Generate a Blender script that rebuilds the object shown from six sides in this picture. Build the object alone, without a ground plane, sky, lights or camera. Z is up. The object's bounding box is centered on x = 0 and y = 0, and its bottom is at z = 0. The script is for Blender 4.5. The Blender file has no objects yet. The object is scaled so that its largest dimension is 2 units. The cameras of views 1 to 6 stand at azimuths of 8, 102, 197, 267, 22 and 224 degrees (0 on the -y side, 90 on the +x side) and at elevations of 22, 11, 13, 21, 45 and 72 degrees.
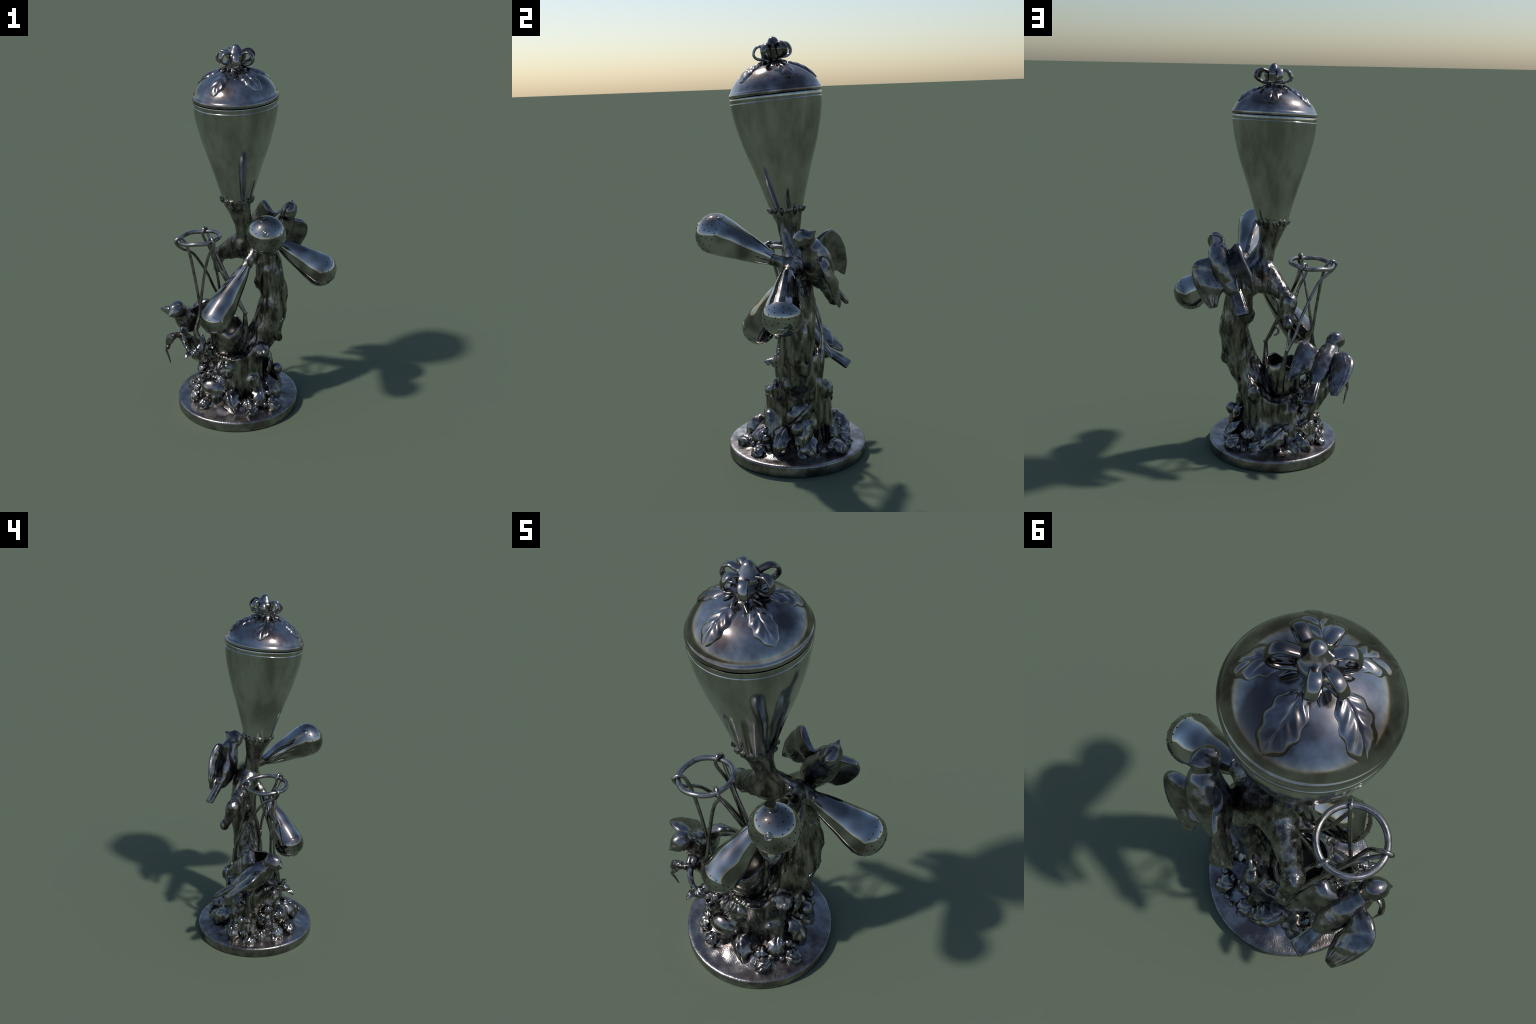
import bpy, math
import numpy as np
from mathutils import Vector

RNG = np.random.default_rng(7)
A = lambda *p: np.array(p, float)


def unit(v):
    v = np.asarray(v, float)
    return v / (np.linalg.norm(v) + 1e-12)


# ------------------------------------------------------------------ noise
def vnoise(P, seed=0):
    """smooth value noise in [-1, 1] at points P (n,3)"""
    P = np.asarray(P, float)
    i = np.floor(P).astype(np.int64)
    f = P - i
    f = f * f * (3 - 2 * f)
    out = np.zeros(len(P))
    for dx in (0, 1):
        for dy in (0, 1):
            for dz in (0, 1):
                h = (i[:, 0] + dx) * 73856093 ^ (i[:, 1] + dy) * 19349663 ^ (i[:, 2] + dz) * 83492791 ^ (seed * 2654435)
                h = (h ^ (h >> 13)) * 1274126177 & 0x7FFFFFFF
                h = (h ^ (h >> 16)) & 0xFFFF
                w = (f[:, 0] if dx else 1 - f[:, 0]) * (f[:, 1] if dy else 1 - f[:, 1]) * (f[:, 2] if dz else 1 - f[:, 2])
                out += w * (h / 32767.5 - 1)
    return out


# ------------------------------------------------------------------ materials
def silver(name, bright, dark, scale=(6, 6, 6), rough=(0.12, 0.3), cover=(0.45, 0.65), bump=0.0, bump_scale=60, detail=4.0):
    """Silver mottled by noise between a bright and a dark tone."""
    m = bpy.data.materials.new(name)
    m.use_nodes = True
    nt = m.node_tree
    N, L = nt.nodes, nt.links
    b = N["Principled BSDF"]
    b.inputs["Metallic"].default_value = 1.0
    tc = N.new("ShaderNodeTexCoord")
    mp = N.new("ShaderNodeMapping")
    mp.inputs["Scale"].default_value = scale
    L.new(tc.outputs["Object"], mp.inputs[0])
    n1 = N.new("ShaderNodeTexNoise")
    n1.inputs["Scale"].default_value = 1.0
    n1.inputs["Detail"].default_value = detail
    n1.inputs["Roughness"].default_value = 0.6
    L.new(mp.outputs[0], n1.inputs["Vector"])
    r = N.new("ShaderNodeValToRGB")
    r.color_ramp.elements[0].position, r.color_ramp.elements[1].position = cover
    r.color_ramp.elements[0].color = (*bright, 1)
    r.color_ramp.elements[1].color = (*dark, 1)
    L.new(n1.outputs["Fac"], r.inputs[0])
    L.new(r.outputs[0], b.inputs["Base Color"])
    n2 = N.new("ShaderNodeTexNoise")
    n2.inputs["Scale"].default_value = 2.3
    n2.inputs["Detail"].default_value = 3
    L.new(mp.outputs[0], n2.inputs["Vector"])
    mr = N.new("ShaderNodeMapRange")
    mr.inputs["From Min"].default_value, mr.inputs["From Max"].default_value = 0.35, 0.65
    mr.inputs["To Min"].default_value, mr.inputs["To Max"].default_value = rough
    L.new(n2.outputs["Fac"], mr.inputs["Value"])
    L.new(mr.outputs[0], b.inputs["Roughness"])
    if bump:
        m2 = N.new("ShaderNodeMapping")
        k = bump_scale / max(scale)
        m2.inputs["Scale"].default_value = [s * k for s in scale]
        L.new(tc.outputs["Object"], m2.inputs[0])
        n3 = N.new("ShaderNodeTexNoise")
        n3.inputs["Scale"].default_value = 1.0
        n3.inputs["Detail"].default_value = 3
        L.new(m2.outputs[0], n3.inputs["Vector"])
        bm = N.new("ShaderNodeBump")
        bm.inputs["Strength"].default_value = bump
        bm.inputs["Distance"].default_value = 0.004
        L.new(n3.outputs["Fac"], bm.inputs["Height"])
        L.new(bm.outputs[0], b.inputs["Normal"])
    return m


M_VASE = silver("polished_silver", (0.52, 0.52, 0.50), (0.29, 0.29, 0.27), (9, 9, 3), (0.09, 0.16), (0.38, 0.64))  # base colour lowered toward the dim reflections baked into the original goblet
M_LID = silver("lid_silver", (0.40, 0.385, 0.38), (0.125, 0.105, 0.10), (5, 5, 5), (0.11, 0.20), (0.40, 0.58))  # brown mottling painted in for the dark reflections on the original lid
M_PEAR = silver("mirror_silver", (0.46, 0.46, 0.45), (0.17, 0.16, 0.155), (9, 9, 9), (0.05, 0.09), (0.36, 0.64), detail=1.0)  # dark clouds tinted into the metal, after reflected dark spots on the gourds
M_BIRD = silver("satin_silver", (0.27, 0.26, 0.255), (0.10, 0.09, 0.087), (16, 16, 16), (0.16, 0.28), (0.40, 0.64), 0.12, 90)
M_LEAF = silver("leaf_silver", (0.32, 0.305, 0.29), (0.10, 0.09, 0.085), (24, 24, 24), (0.14, 0.26), (0.38, 0.60), 0.10, 80)
M_BARK = silver("bark_silver", (0.33, 0.32, 0.295), (0.07, 0.063, 0.056), (34, 34, 9), (0.18, 0.34), (0.36, 0.60), 0.5, 150)
M_WIRE = silver("wire_silver", (0.33, 0.31, 0.30), (0.14, 0.125, 0.12), (20, 20, 20), (0.18, 0.28))
M_BASE = silver("base_silver", (0.34, 0.33, 0.325), (0.16, 0.14, 0.135), (9, 9, 9), (0.20, 0.36), (0.42, 0.60), 0.35, 170)
M_HOLE = silver("perforation_black", (0.04, 0.035, 0.03), (0.02, 0.02, 0.02), (9, 9, 9), (0.4, 0.5))
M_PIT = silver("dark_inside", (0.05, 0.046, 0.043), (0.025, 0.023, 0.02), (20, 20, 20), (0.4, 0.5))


# ------------------------------------------------------------------ object helpers
def empty(name, parent=None, loc=(0, 0, 0)):
    o = bpy.data.objects.new(name, None)
    o.location = loc
    bpy.context.collection.objects.link(o)
    if parent:
        adopt(o, parent)
    return o


def adopt(o, parent):
    o.parent = parent
    p, w = parent, Vector((0, 0, 0))
    while p:
        w = w + p.location
        p = p.parent
    o.location = Vector(o.location) - w
    return o


def mesh_obj(name, V, F, mat, parent, smooth=True, normals=None):
    me = bpy.data.meshes.new(name)
    me.from_pydata([tuple(v) for v in np.asarray(V, float).tolist()], [], [tuple(f) for f in F])
    me.validate()
    me.update()
    if smooth:
        me.polygons.foreach_set("use_smooth", [True] * len(me.polygons))
    me.materials.append(mat)
    if smooth and normals is None:
        me.set_sharp_from_angle(angle=math.radians(52))
    if normals is not None:
        me.normals_split_custom_set_from_vertices([tuple(n) for n in normals.tolist()])
    o = bpy.data.objects.new(name, me)
    bpy.context.collection.objects.link(o)
    if parent:
        adopt(o, parent)
    return o


def merge(parts):
    V, F, n = [], [], 0
    for v, f in parts:
        V.append(np.asarray(v, float))
        F += [tuple(i + n for i in q) for q in f]
        n += len(v)
    return np.vstack(V), F


def catmull(P, n):
    """smooth curve through rows of P (any number of columns), n points in all"""
    P = np.asarray(P, float)
    k = len(P)
    Q = np.vstack([2 * P[0] - P[1], P, 2 * P[-1] - P[-2]])
    out = []
    for t in np.linspace(0, k - 1 - 1e-9, n):
        i = int(t)
        f = t - i
        a, b, c, d = Q[i], Q[i + 1], Q[i + 2], Q[i + 3]
        out.append(0.5 * (2 * b + (c - a) * f + (2 * a - 5 * b + 4 * c - d) * f * f + (3 * b - a - 3 * c + d) * f ** 3))
    return np.array(out)


def ring_faces(rows, m, closed_rows=False, caps=True):
    F = []
    for i in range(rows if closed_rows else rows - 1):
        a, b = i * m, ((i + 1) % rows) * m
        for j in range(m):
            k = (j + 1) % m
            F.append((a + j, a + k, b + k, b + j))
    if caps and not closed_rows:
        F.append(tuple(range(m))[::-1])
        F.append(tuple((rows - 1) * m + j for j in range(m)))
    return F


def tube(path, radius, m=10, closed=False, flat=(1, 1)):
    P = np.asarray(path, float)
    n = len(P)
    radius = np.broadcast_to(radius, (n,))
    T = np.roll(P, -1, 0) - np.roll(P, 1, 0) if closed else np.gradient(P, axis=0)
    T /= np.linalg.norm(T, axis=1)[:, None] + 1e-12
    u = unit(np.cross(T[0], A(0.31, 0.2, 0.93)))
    V = []
    for i in range(n):
        u = unit(u - T[i] * (u @ T[i]))
        w = np.cross(T[i], u)
        for j in range(m):
            a = 2 * math.pi * j / m
            V.append(P[i] + radius[i] * (flat[0] * math.cos(a) * u + flat[1] * math.sin(a) * w))
    return np.array(V), ring_faces(n, m, closed)


def frame(d):
    d = unit(d)
    u = unit(np.cross(d, A(0, 0, 1) if abs(d[2]) < 0.95 else A(0, 1, 0)))
    return u, np.cross(d, u), d


def revolve(profile, origin, axis, m=96, wobble=None):
    """profile rows (distance along axis, radius); closed with caps"""
    u, w, d = frame(axis)
    V = []
    for t, r in profile:
        for j in range(m):
            a = 2 * math.pi * j / m
            rr = r * (1 + (wobble(t, a) if wobble else 0))
            V.append(np.asarray(origin) + d * t + rr * (math.cos(a) * u + math.sin(a) * w))
    V = np.array(V)
    F = ring_faces(len(profile), m)
    return V, F


def ball(c, r, n=14, squash=(1, 1, 1)):
    V, F = [], []
    for i in range(1, n):
        th = math.pi * i / n
        for j in range(2 * n):
            ph = math.pi * j / n
            V.append((math.sin(th) * math.cos(ph), math.sin(th) * math.sin(ph), math.cos(th)))
    V += [(0, 0, 1), (0, 0, -1)]
    m = 2 * n
    for i in range(n - 2):
        for j in range(m):
            k = (j + 1) % m
            F.append((i * m + j, (i + 1) * m + j, (i + 1) * m + k, i * m + k))
    for j in range(m):
        k = (j + 1) % m
        F.append((len(V) - 2, j, k))
        F.append(((n - 2) * m + k, (n - 2) * m + j, len(V) - 1))
    return np.array(V) * r * np.array(squash) + np.asarray(c), F


# ------------------------------------------------------------------ blended solids (signed distance + surface nets)
class Solid:
    def __init__(s, lo, hi, h, k):
        s.lo, s.h, s.k = np.asarray(lo, float), h, k
        s.n = np.ceil((np.asarray(hi) - s.lo) / h).astype(int) + 1
        s.D = np.full(s.n, 0.5)
        s.parts = []

    def block(s, lo, hi):
        a = np.clip(((lo - s.lo) / s.h).astype(int), 0, s.n)
        b = np.clip(((hi - s.lo) / s.h).astype(int) + 2, 0, s.n)
        ax = [s.lo[i] + s.h * np.arange(a[i], b[i]) for i in range(3)]
        sl = tuple(slice(a[i], b[i]) for i in range(3))
        return sl, np.stack(np.meshgrid(*ax, indexing="ij"), -1)

    def blend(s, sl, d, k=None):
        k = s.k if k is None else k
        o = s.D[sl]
        h = np.clip(0.5 + 0.5 * (o - d) / k, 0, 1)
        s.D[sl] = o * (1 - h) + d * h - k * h * (1 - h)

    @staticmethod
    def cone_d(P, a, b, ra, rb):
        ab = b - a
        t = np.clip(((P - a) @ ab) / (ab @ ab + 1e-12), 0, 1)
        return np.linalg.norm(P - a - t[..., None] * ab, axis=-1) - (ra + (rb - ra) * t)

    def limb(s, pts, label, n=None, k=None):
        """pts rows x,y,z,r: smooth tapering limb"""
        C = catmull(pts, n or 4 * len(pts)) if len(pts) > 2 else np.asarray(pts, float)
        pad = C[:, 3].max() + 0.06
        sl, P = s.block(C[:, :3].min(0) - pad, C[:, :3].max(0) + pad)
        d = np.full(P.shape[:3], 0.5)
        o = np.array([q.start for q in sl])
        for p, q in zip(C[:-1], C[1:]):
            r = max(p[3], q[3]) + 0.05
            sl2, P2 = s.block(np.minimum(p[:3], q[:3]) - r, np.maximum(p[:3], q[:3]) + r)
            if P2.size:
                k3 = tuple(slice(z.start - o[i], z.stop - o[i]) for i, z in enumerate(sl2))
                d[k3] = np.minimum(d[k3], s.cone_d(P2, p[:3], q[:3], p[3], q[3]))
        s.blend(sl, d, k)
        for p, q in zip(C[:-1], C[1:]):
            s.parts.append((label, "cone", p[:3], q[:3], p[3], q[3]))

    def egg(s, c, axes, R, label, k=None, cut=False):
        """ellipsoid with half axes along the rows of R"""
        c, axes, R = np.asarray(c, float), np.asarray(axes, float), np.asarray(R, float)
        r = axes.max() + 0.06
        sl, P = s.block(c - r, c + r)
        q = (P - c) @ R.T
        k0 = np.linalg.norm(q / axes, axis=-1)
        k1 = np.linalg.norm(q / axes ** 2, axis=-1)
        d = k0 * (k0 - 1) / (k1 + 1e-9)
        if cut:
            kk = k or 0.01
            o = s.D[sl]
            h = np.clip(0.5 - 0.5 * (o + d) / kk, 0, 1)
            s.D[sl] = o * (1 - h) - d * h + kk * h * (1 - h)
        else:
            s.blend(sl, d, k)
            s.parts.append((label, "egg", c, axes, R, None))

    def below(s, fn, lo, hi, k=0.006):
        """cut away everything above the surface z = fn(x, y) within a box"""
        sl, P = s.block(np.asarray(lo, float), np.asarray(hi, float))
        d = P[..., 2] - fn(P[..., 0], P[..., 1])
        s.D[sl] = np.maximum(s.D[sl], d)

    def net(s):
        D, h = s.D, s.h
        inside = D < 0
        c = np.zeros(np.array(D.shape) - 1, int)
        corner = [(i, j, k) for i in (0, 1) for j in (0, 1) for k in (0, 1)]
        S = lambda a, o: a[o[0]: a.shape[0] - 1 + o[0], o[1]: a.shape[1] - 1 + o[1], o[2]: a.shape[2] - 1 + o[2]]
        for o in corner:
            c += S(inside, o)
        act = (c > 0) & (c < 8)
        idx = np.full(act.shape, -1)
        cell = np.argwhere(act)
        idx[act] = np.arange(len(cell))
        acc, cnt = np.zeros((len(cell), 3)), np.zeros(len(cell))
        for a in corner:
            for b in corner:
                if sum(abs(x - y) for x, y in zip(a, b)) == 1 and a < b:
                    da = D[tuple((cell + a).T)]
                    db = D[tuple((cell + b).T)]
                    x = (da < 0) != (db < 0)
                    t = np.where(x, da / np.where(x, da - db, 1), 0)
                    acc[x] += (np.array(a) + t[:, None] * (np.array(b) - np.array(a)))[x]
                    cnt[x] += 1
        V = s.lo + h * (cell + acc / cnt[:, None])
        F = []
        for ax in range(3):
            u, w = (ax + 1) % 3, (ax + 2) % 3
            sl0 = [slice(1, -1)] * 3
            sl0[ax] = slice(0, -1)
            sl1 = [slice(1, -1)] * 3
            sl1[ax] = slice(1, None)
            i0, i1 = inside[tuple(sl0)], inside[tuple(sl1)]
            e = np.argwhere(i0 != i1)
            off = np.array([1, 1, 1])
            off[ax] = 0
            e2 = e + off
            def at(du, dw):
                q = e2.copy()
                q[:, u] += du
                q[:, w] += dw
                return idx[tuple(q.T)]
            quad = np.stack([at(-1, -1), at(0, -1), at(0, 0), at(-1, 0)], 1)
            flip = ~i0[tuple(e.T)]
            quad[flip] = quad[flip][:, ::-1]
            F.append(quad)
        F = np.vstack(F)
        return V, F[(F >= 0).all(1)]

    def label(s, P):
        best = np.full(len(P), 1e9)
        who = np.zeros(len(P), int)
        names = []
        for lab, kind, a, b, c, d in s.parts:
            if lab not in names:
                names.append(lab)
            if kind == "cone":
                v = s.cone_d(P, a, b, c, d)
            else:
                v = (np.linalg.norm(((P - a) @ c.T) / b, axis=-1) - 1) * b.min()
            m = v < best
            best[m] = v[m]
            who[m] = names.index(lab)
        return names, who


def smooth_mesh(V, F, n=2, lam=0.5):
    E = np.vstack([F[:, [0, 1]], F[:, [1, 2]], F[:, [2, 3]], F[:, [3, 0]]])
    for _ in range(n):
        acc, cnt = np.zeros_like(V), np.zeros(len(V))
        for a, b in ((0, 1), (1, 0)):
            np.add.at(acc, E[:, a], V[E[:, b]])
            np.add.at(cnt, E[:, a], 1)
        V = V + lam * (acc / np.maximum(cnt, 1)[:, None] - V)
    return V


def vert_normals(V, F):
    fn = np.cross(V[F[:, 2]] - V[F[:, 0]], V[F[:, 3]] - V[F[:, 1]])
    N = np.zeros_like(V)
    for i in range(4):
        np.add.at(N, F[:, i], fn)
    return N / (np.linalg.norm(N, axis=1)[:, None] + 1e-12)


def split_body(solid, V, F, mats, parent):
    """cut one smooth skin into its anatomical regions, border vertices shared, normals of the whole"""
    N = vert_normals(V, F)
    names, who = solid.label(V[F].mean(1))
    out = {}
    for i, lab in enumerate(names):
        f = F[who == i]
        if not len(f):
            continue
        used, inv = np.unique(f.ravel(), return_inverse=True)
        out[lab] = mesh_obj(lab.split("#")[0], V[used], inv.reshape(-1, 4).tolist(), mats[lab.split("#")[0]], parent, True, N[used])
    return out


# ================================================================== THE OBJECT
ROOT = empty("silver_tree_ornament")
ROOT["label"] = "silver tree ornament with birds, gourds and covered goblet"
ROOT["category"] = "silver ornament"

# ------------------------------------------------------------------ base disc
BC, BR, BH = A(-0.0525, 0.0316, 0), 0.338, 0.056


def rim_wobble(t, a):
    return 0.004 * math.sin(7 * a + 1) * (t > 0.03) * 0.4 + 0.0025 * math.sin(23 * a) * (0.03 < t < BH + 0.004) * 0.4


prof = [(0.0, 0.001), (0.0, BR - 0.006), (0.002, BR - 0.001), (0.006, BR), (0.045, BR), (0.0505, BR - 0.001), (0.0545, BR - 0.005), (BH, BR - 0.011)]
for r in np.linspace(BR - 0.02, 0.02, 26):
    prof.append((BH + 0.036 * (1 / (1 + math.exp((r - 0.225) / 0.020))), r))
prof.append((prof[-1][0], 0.001))
V, F = revolve(prof, BC, (0, 0, 1), 160, rim_wobble)
top = V[:, 2] > 0.0555
q = V[top]
rr = np.linalg.norm(q[:, :2] - BC[:2], axis=1)
V[top, 2] += np.clip((0.30 - rr) / 0.05, 0, 1) * (0.010 * vnoise(q * [17, 17, 0], 3) + 0.005 * vnoise(q * [45, 45, 0], 4))
mesh_obj("base", V, F, M_BASE, ROOT)

# ------------------------------------------------------------------ tree: stump, trunk, branches in one skin
tree = Solid((-0.47, -0.22, 0.045), (0.30, 0.34, 1.235), 0.0045, 0.028)
# stump
tree.limb([(-0.048, 0.048, 0.03, 0.165), (-0.047, 0.050, 0.12, 0.152), (-0.046, 0.052, 0.24, 0.150), (-0.040, 0.054, 0.34, 0.150)], "stump")
tree.limb([(-0.035, -0.028, 0.09, 0.088), (-0.030, -0.028, 0.32, 0.082)], "stump")
# hollow with a torn rim in which the pot sits
def rim_z(x, y):
    back = np.interp(x, [-0.23, -0.18, -0.12, -0.08, -0.025, 0.035, 0.07, 0.1], [0.335, 0.305, 0.290, 0.300, 0.350, 0.400, 0.44, 0.5])
    front = np.interp(x, [-0.23, -0.18, -0.12, -0.05, 0.013, 0.061, 0.1], [0.350, 0.338, 0.331, 0.326, 0.349, 0.375, 0.5])
    f = np.clip((y + 0.03) / 0.15, 0, 1)
    return front * (1 - f) + back * f + 0.005 * np.sin(43 * x + 27 * y) + 0.004 * np.sin(87 * y - 31 * x)


tree.below(rim_z, (-0.30, -0.2, 0.27), (0.20, 0.33, 0.60))
tree.egg((-0.092, 0.048, 0.385), (0.118, 0.118, 0.115), np.eye(3), "stump", cut=True)
# trunk rising on one side
tree.limb([(-0.02, 0.055, 0.20, 0.095), (0.015, 0.055, 0.28, 0.085), (0.045, 0.060, 0.35, 0.080), (0.082, 0.064, 0.41, 0.080), (0.115, 0.068, 0.47, 0.083), (0.137, 0.074, 0.54, 0.081),
           (0.145, 0.085, 0.60, 0.077), (0.150, 0.092, 0.65, 0.074), (0.133, 0.094, 0.73, 0.072), (0.124, 0.097, 0.80, 0.068),
           (0.115, 0.096, 0.855, 0.062), (0.102, 0.088, 0.90, 0.057)], "trunk")
# sawn stubs, knots and burls
tree.limb([(0.05, 0.0, 0.320, 0.055), (0.100, -0.046, 0.366, 0.041)], "trunk", k=0.02)
tree.egg((0.106, -0.088, 0.404), (0.06, 0.035, 0.06), np.array([[1, 0, 0], [0, 0.75, -0.66], [0, 0.66, 0.75]]), "trunk", k=0.008, cut=True)
for p in [(0.070, 0.070, 0.722, 0.022), (0.180, 0.118, 0.505, 0.028), (0.176, 0.030, 0.430, 0.022), (0.085, 0.12, 0.345, 0.03),
          (0.00, 0.190, 0.345, 0.034), (0.080, 0.120, 0.29, 0.026), (0.205, 0.10, 0.64, 0.016), (0.12, 0.04, 0.80, 0.02),
          (0.180, 0.06, 0.78, 0.016), (0.09, 0.145, 0.80, 0.022), (0.15, 0.03, 0.58, 0.018), (-0.12, -0.070, 0.26, 0.035), (0.045, -0.08, 0.20, 0.026)]:
    tree.limb([p, (p[0] + 0.006, p[1] + 0.004, p[2] - 0.018, p[3] * 0.9)], "trunk", k=0.018)
# branch carrying the goblet
tree.limb([(0.100, 0.090, 0.89, 0.058), (0.068, 0.080, 0.94, 0.052), (0.026, 0.066, 0.975, 0.047), (0.000, 0.052, 1.02, 0.043),
           (-0.008, 0.044, 1.07, 0.042), (-0.016, 0.037, 1.11, 0.047), (-0.022, 0.030, 1.16, 0.058), (-0.026, 0.022, 1.195, 0.068),
           (-0.028, 0.019, 1.214, 0.076)], "branch#goblet")
tree.limb([(0.120, 0.062, 0.945, 0.036), (0.080, 0.050, 1.000, 0.024), (0.045, 0.030, 1.050, 0.018), (0.030, 0.008, 1.11, 0.017), (0.022, -0.012, 1.19, 0.018)], "branch#goblet", k=0.018)
# drooping branch at the back
tree.limb([(-0.005, 0.058, 0.955, 0.050), (-0.046, 0.084, 0.945, 0.044), (-0.100, 0.115, 0.902, 0.037), (-0.145, 0.145, 0.855, 0.031),
           (-0.168, 0.170, 0.815, 0.029), (-0.174, 0.190, 0.770, 0.025), (-0.177, 0.212, 0.738, 0.026)], "branch#droop")
tree.limb([(0.085, 0.092, 0.872, 0.050), (0.020, 0.088, 0.893, 0.047), (-0.050, 0.098, 0.890, 0.043), (-0.105, 0.122, 0.875, 0.038)], "branch#droop")
tree.egg((-0.166, 0.160, 0.838), (0.034, 0.034, 0.040), np.eye(3), "branch#droop")
tree.limb([(-0.018, 0.066, 0.950, 0.043), (-0.030, 0.074, 0.922, 0.041)], "branch#droop")
# stems of the three gourds
tree.limb([(0.070, 0.055, 0.930, 0.034), (0.048, 0.022, 0.898, 0.028), (0.012, -0.018, 0.842, 0.0255)], "branch#left", k=0.02)
tree.limb([(0.120, 0.072, 0.945, 0.046), (0.165, 0.062, 0.950, 0.034), (0.208, 0.058, 0.940, 0.028)], "branch#right", k=0.02)
tree.limb([(0.118, 0.070, 0.955, 0.038), (0.136, 0.020, 0.988, 0.030), (0.141, -0.040, 1.010, 0.028)], "branch#front", k=0.02)
# perch branch on the other side
tree.limb([(-0.10, 0.03, 0.15, 0.07), (-0.170, 0.035, 0.212, 0.052), (-0.225, 0.036, 0.258, 0.048), (-0.270, 0.036, 0.300, 0.046), (-0.312, 0.028, 0.342, 0.040),
           (-0.336, 0.004, 0.384, 0.032), (-0.338, -0.040, 0.420, 0.023), (-0.334, -0.066, 0.440, 0.019)], "branch#perch")
tree.limb([(-0.195, 0.062, 0.200, 0.050), (-0.238, 0.057, 0.240, 0.046), (-0.272, 0.052, 0.276, 0.042)], "branch#perch")
tree.limb([(-0.334, -0.066, 0.438, 0.018), (-0.312, -0.104, 0.410, 0.012), (-0.288, -0.122, 0.380, 0.010), (-0.252, -0.112, 0.372, 0.014),
           (-0.226, -0.090, 0.400, 0.018), (-0.224, -0.080, 0.450, 0.015)], "twig", k=0.012)
tree.limb([(-0.248, -0.108, 0.374, 0.015), (-0.215, -0.07, 0.35, 0.022), (-0.18, -0.03, 0.31, 0.032)], "twig", k=0.016)
tree.limb([(-0.334, -0.066, 0.440, 0.017), (-0.356, -0.074, 0.444, 0.013), (-0.385, -0.080, 0.442, 0.010)], "twig", k=0.012)
# roots
tree.limb([(-0.175, 0.060, 0.285, 0.050), (-0.225, 0.075, 0.20, 0.050), (-0.262, 0.070, 0.10, 0.040), (-0.275, 0.06, 0.05, 0.03)], "stump", k=0.03)
tree.limb([(-0.150, 0.120, 0.27, 0.050), (-0.205, 0.130, 0.19, 0.045), (-0.235, 0.140, 0.09, 0.035)], "stump", k=0.03)
for a, r0, r1, w in [(-2.1, 0.13, 0.235, 0.05), (2.4, 0.13, 0.25, 0.055), (0.3, 0.12, 0.24, 0.05), (1.5, 0.12, 0.26, 0.05), (-0.7, 0.12, 0.23, 0.045), (3.5, 0.13, 0.25, 0.06), (-2.7, 0.13, 0.25, 0.055)]:
    d = A(math.cos(a), math.sin(a), 0)
    p, q, s = BC + d * r0, BC + d * (r0 + r1) / 2, BC + d * r1
    tree.limb([(p[0], p[1], 0.17, w), (q[0], q[1], 0.09, w * 0.8), (s[0], s[1], 0.045, w * 0.5)], "stump", k=0.03)

V, Fq = tree.net()
V = smooth_mesh(V, Fq, 2)
N = vert_normals(V, Fq)
_, who = tree.label(V)
barky = np.clip((1.20 - V[:, 2]) / 0.05, 0, 1) * np.where(V[:, 2] > 0.88, 0.35, 1.0)
ridge = 1 - 2 * np.abs(vnoise(V * [52, 52, 9] + 0.35 * vnoise(V * 14, 9)[:, None], 11))
relief = 0.0055 * vnoise(V * [22, 22, 13], 12) + 0.0032 * ridge + 0.0018 * vnoise(V * [120, 120, 26], 13)
low = np.clip((0.34 - V[:, 2]) / 0.1, 0, 1) * np.clip((-0.10 - V[:, 0]) / 0.06, 0, 1)
relief += low * 0.012 * vnoise(V * 26, 15)
V = V + N * (barky * relief)[:, None]
split_body(tree, V, Fq, {"stump": M_BARK, "trunk": M_BARK, "branch": M_BARK, "twig": M_LEAF}, ROOT)


# torn bark sheath on the outer flank of the trunk
def bark_sheath(c0, c1, r0, r1, a0, a1, zlo, zhi, seed, th=0.012):
    na, nz = 34, 16
    V, F = [], []
    for side in (1, 0):
        for i in range(na):
            t = i / (na - 1)
            a = a0 + (a1 - a0) * t
            jag_t = 0.020 * vnoise([[t * 6, seed, 0.3]], seed)[0] + 0.010 * vnoise([[t * 17, seed, 0.7]], seed)[0]
            jag_b = 0.030 * vnoise([[t * 5, seed, 5.3]], seed)[0] + 0.012 * vnoise([[t * 15, seed, 9.7]], seed)[0]
            edge = math.sin(math.pi * t) ** 0.5
            lo, hi = zlo + jag_b + (1 - edge) * 0.05, zhi + jag_t - (1 - edge) * 0.05
            for j in range(nz):
                s = j / (nz - 1)
                z = lo + (hi - lo) * s
                f = (z - c0[2]) / (c1[2] - c0[2])
                c = A(*c0) + (A(*c1) - A(*c0)) * f
                r = r0 + (r1 - r0) * f + 0.006 * vnoise([[a * 3, z * 22, seed]], seed)[0]
                r += (th if side else -0.02) * (0.35 + 0.65 * edge)
                V.append((c[0] + r * math.cos(a), c[1] + r * math.sin(a), z))
    n = na * nz
    for i in range(na - 1):
        for j in range(nz - 1):
            p = i * nz + j
            F.append((p, p + nz, p + nz + 1, p + 1))
            F.append((n + p, n + p + 1, n + p + nz + 1, n + p + nz))
    for i in range(na - 1):
        for j in (0, nz - 1):
            p = i * nz + j
            F.append((p, n + p, n + p + nz, p + nz) if j == 0 else (p, p + nz, n + p + nz, n + p))
    for j in range(nz - 1):
        for i in (0, na - 1):
            p = i * nz + j
            F.append((p, p + 1, n + p + 1, n + p) if i == 0 else (p, n + p, n + p + 1, p + 1))
    return V, F


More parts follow.
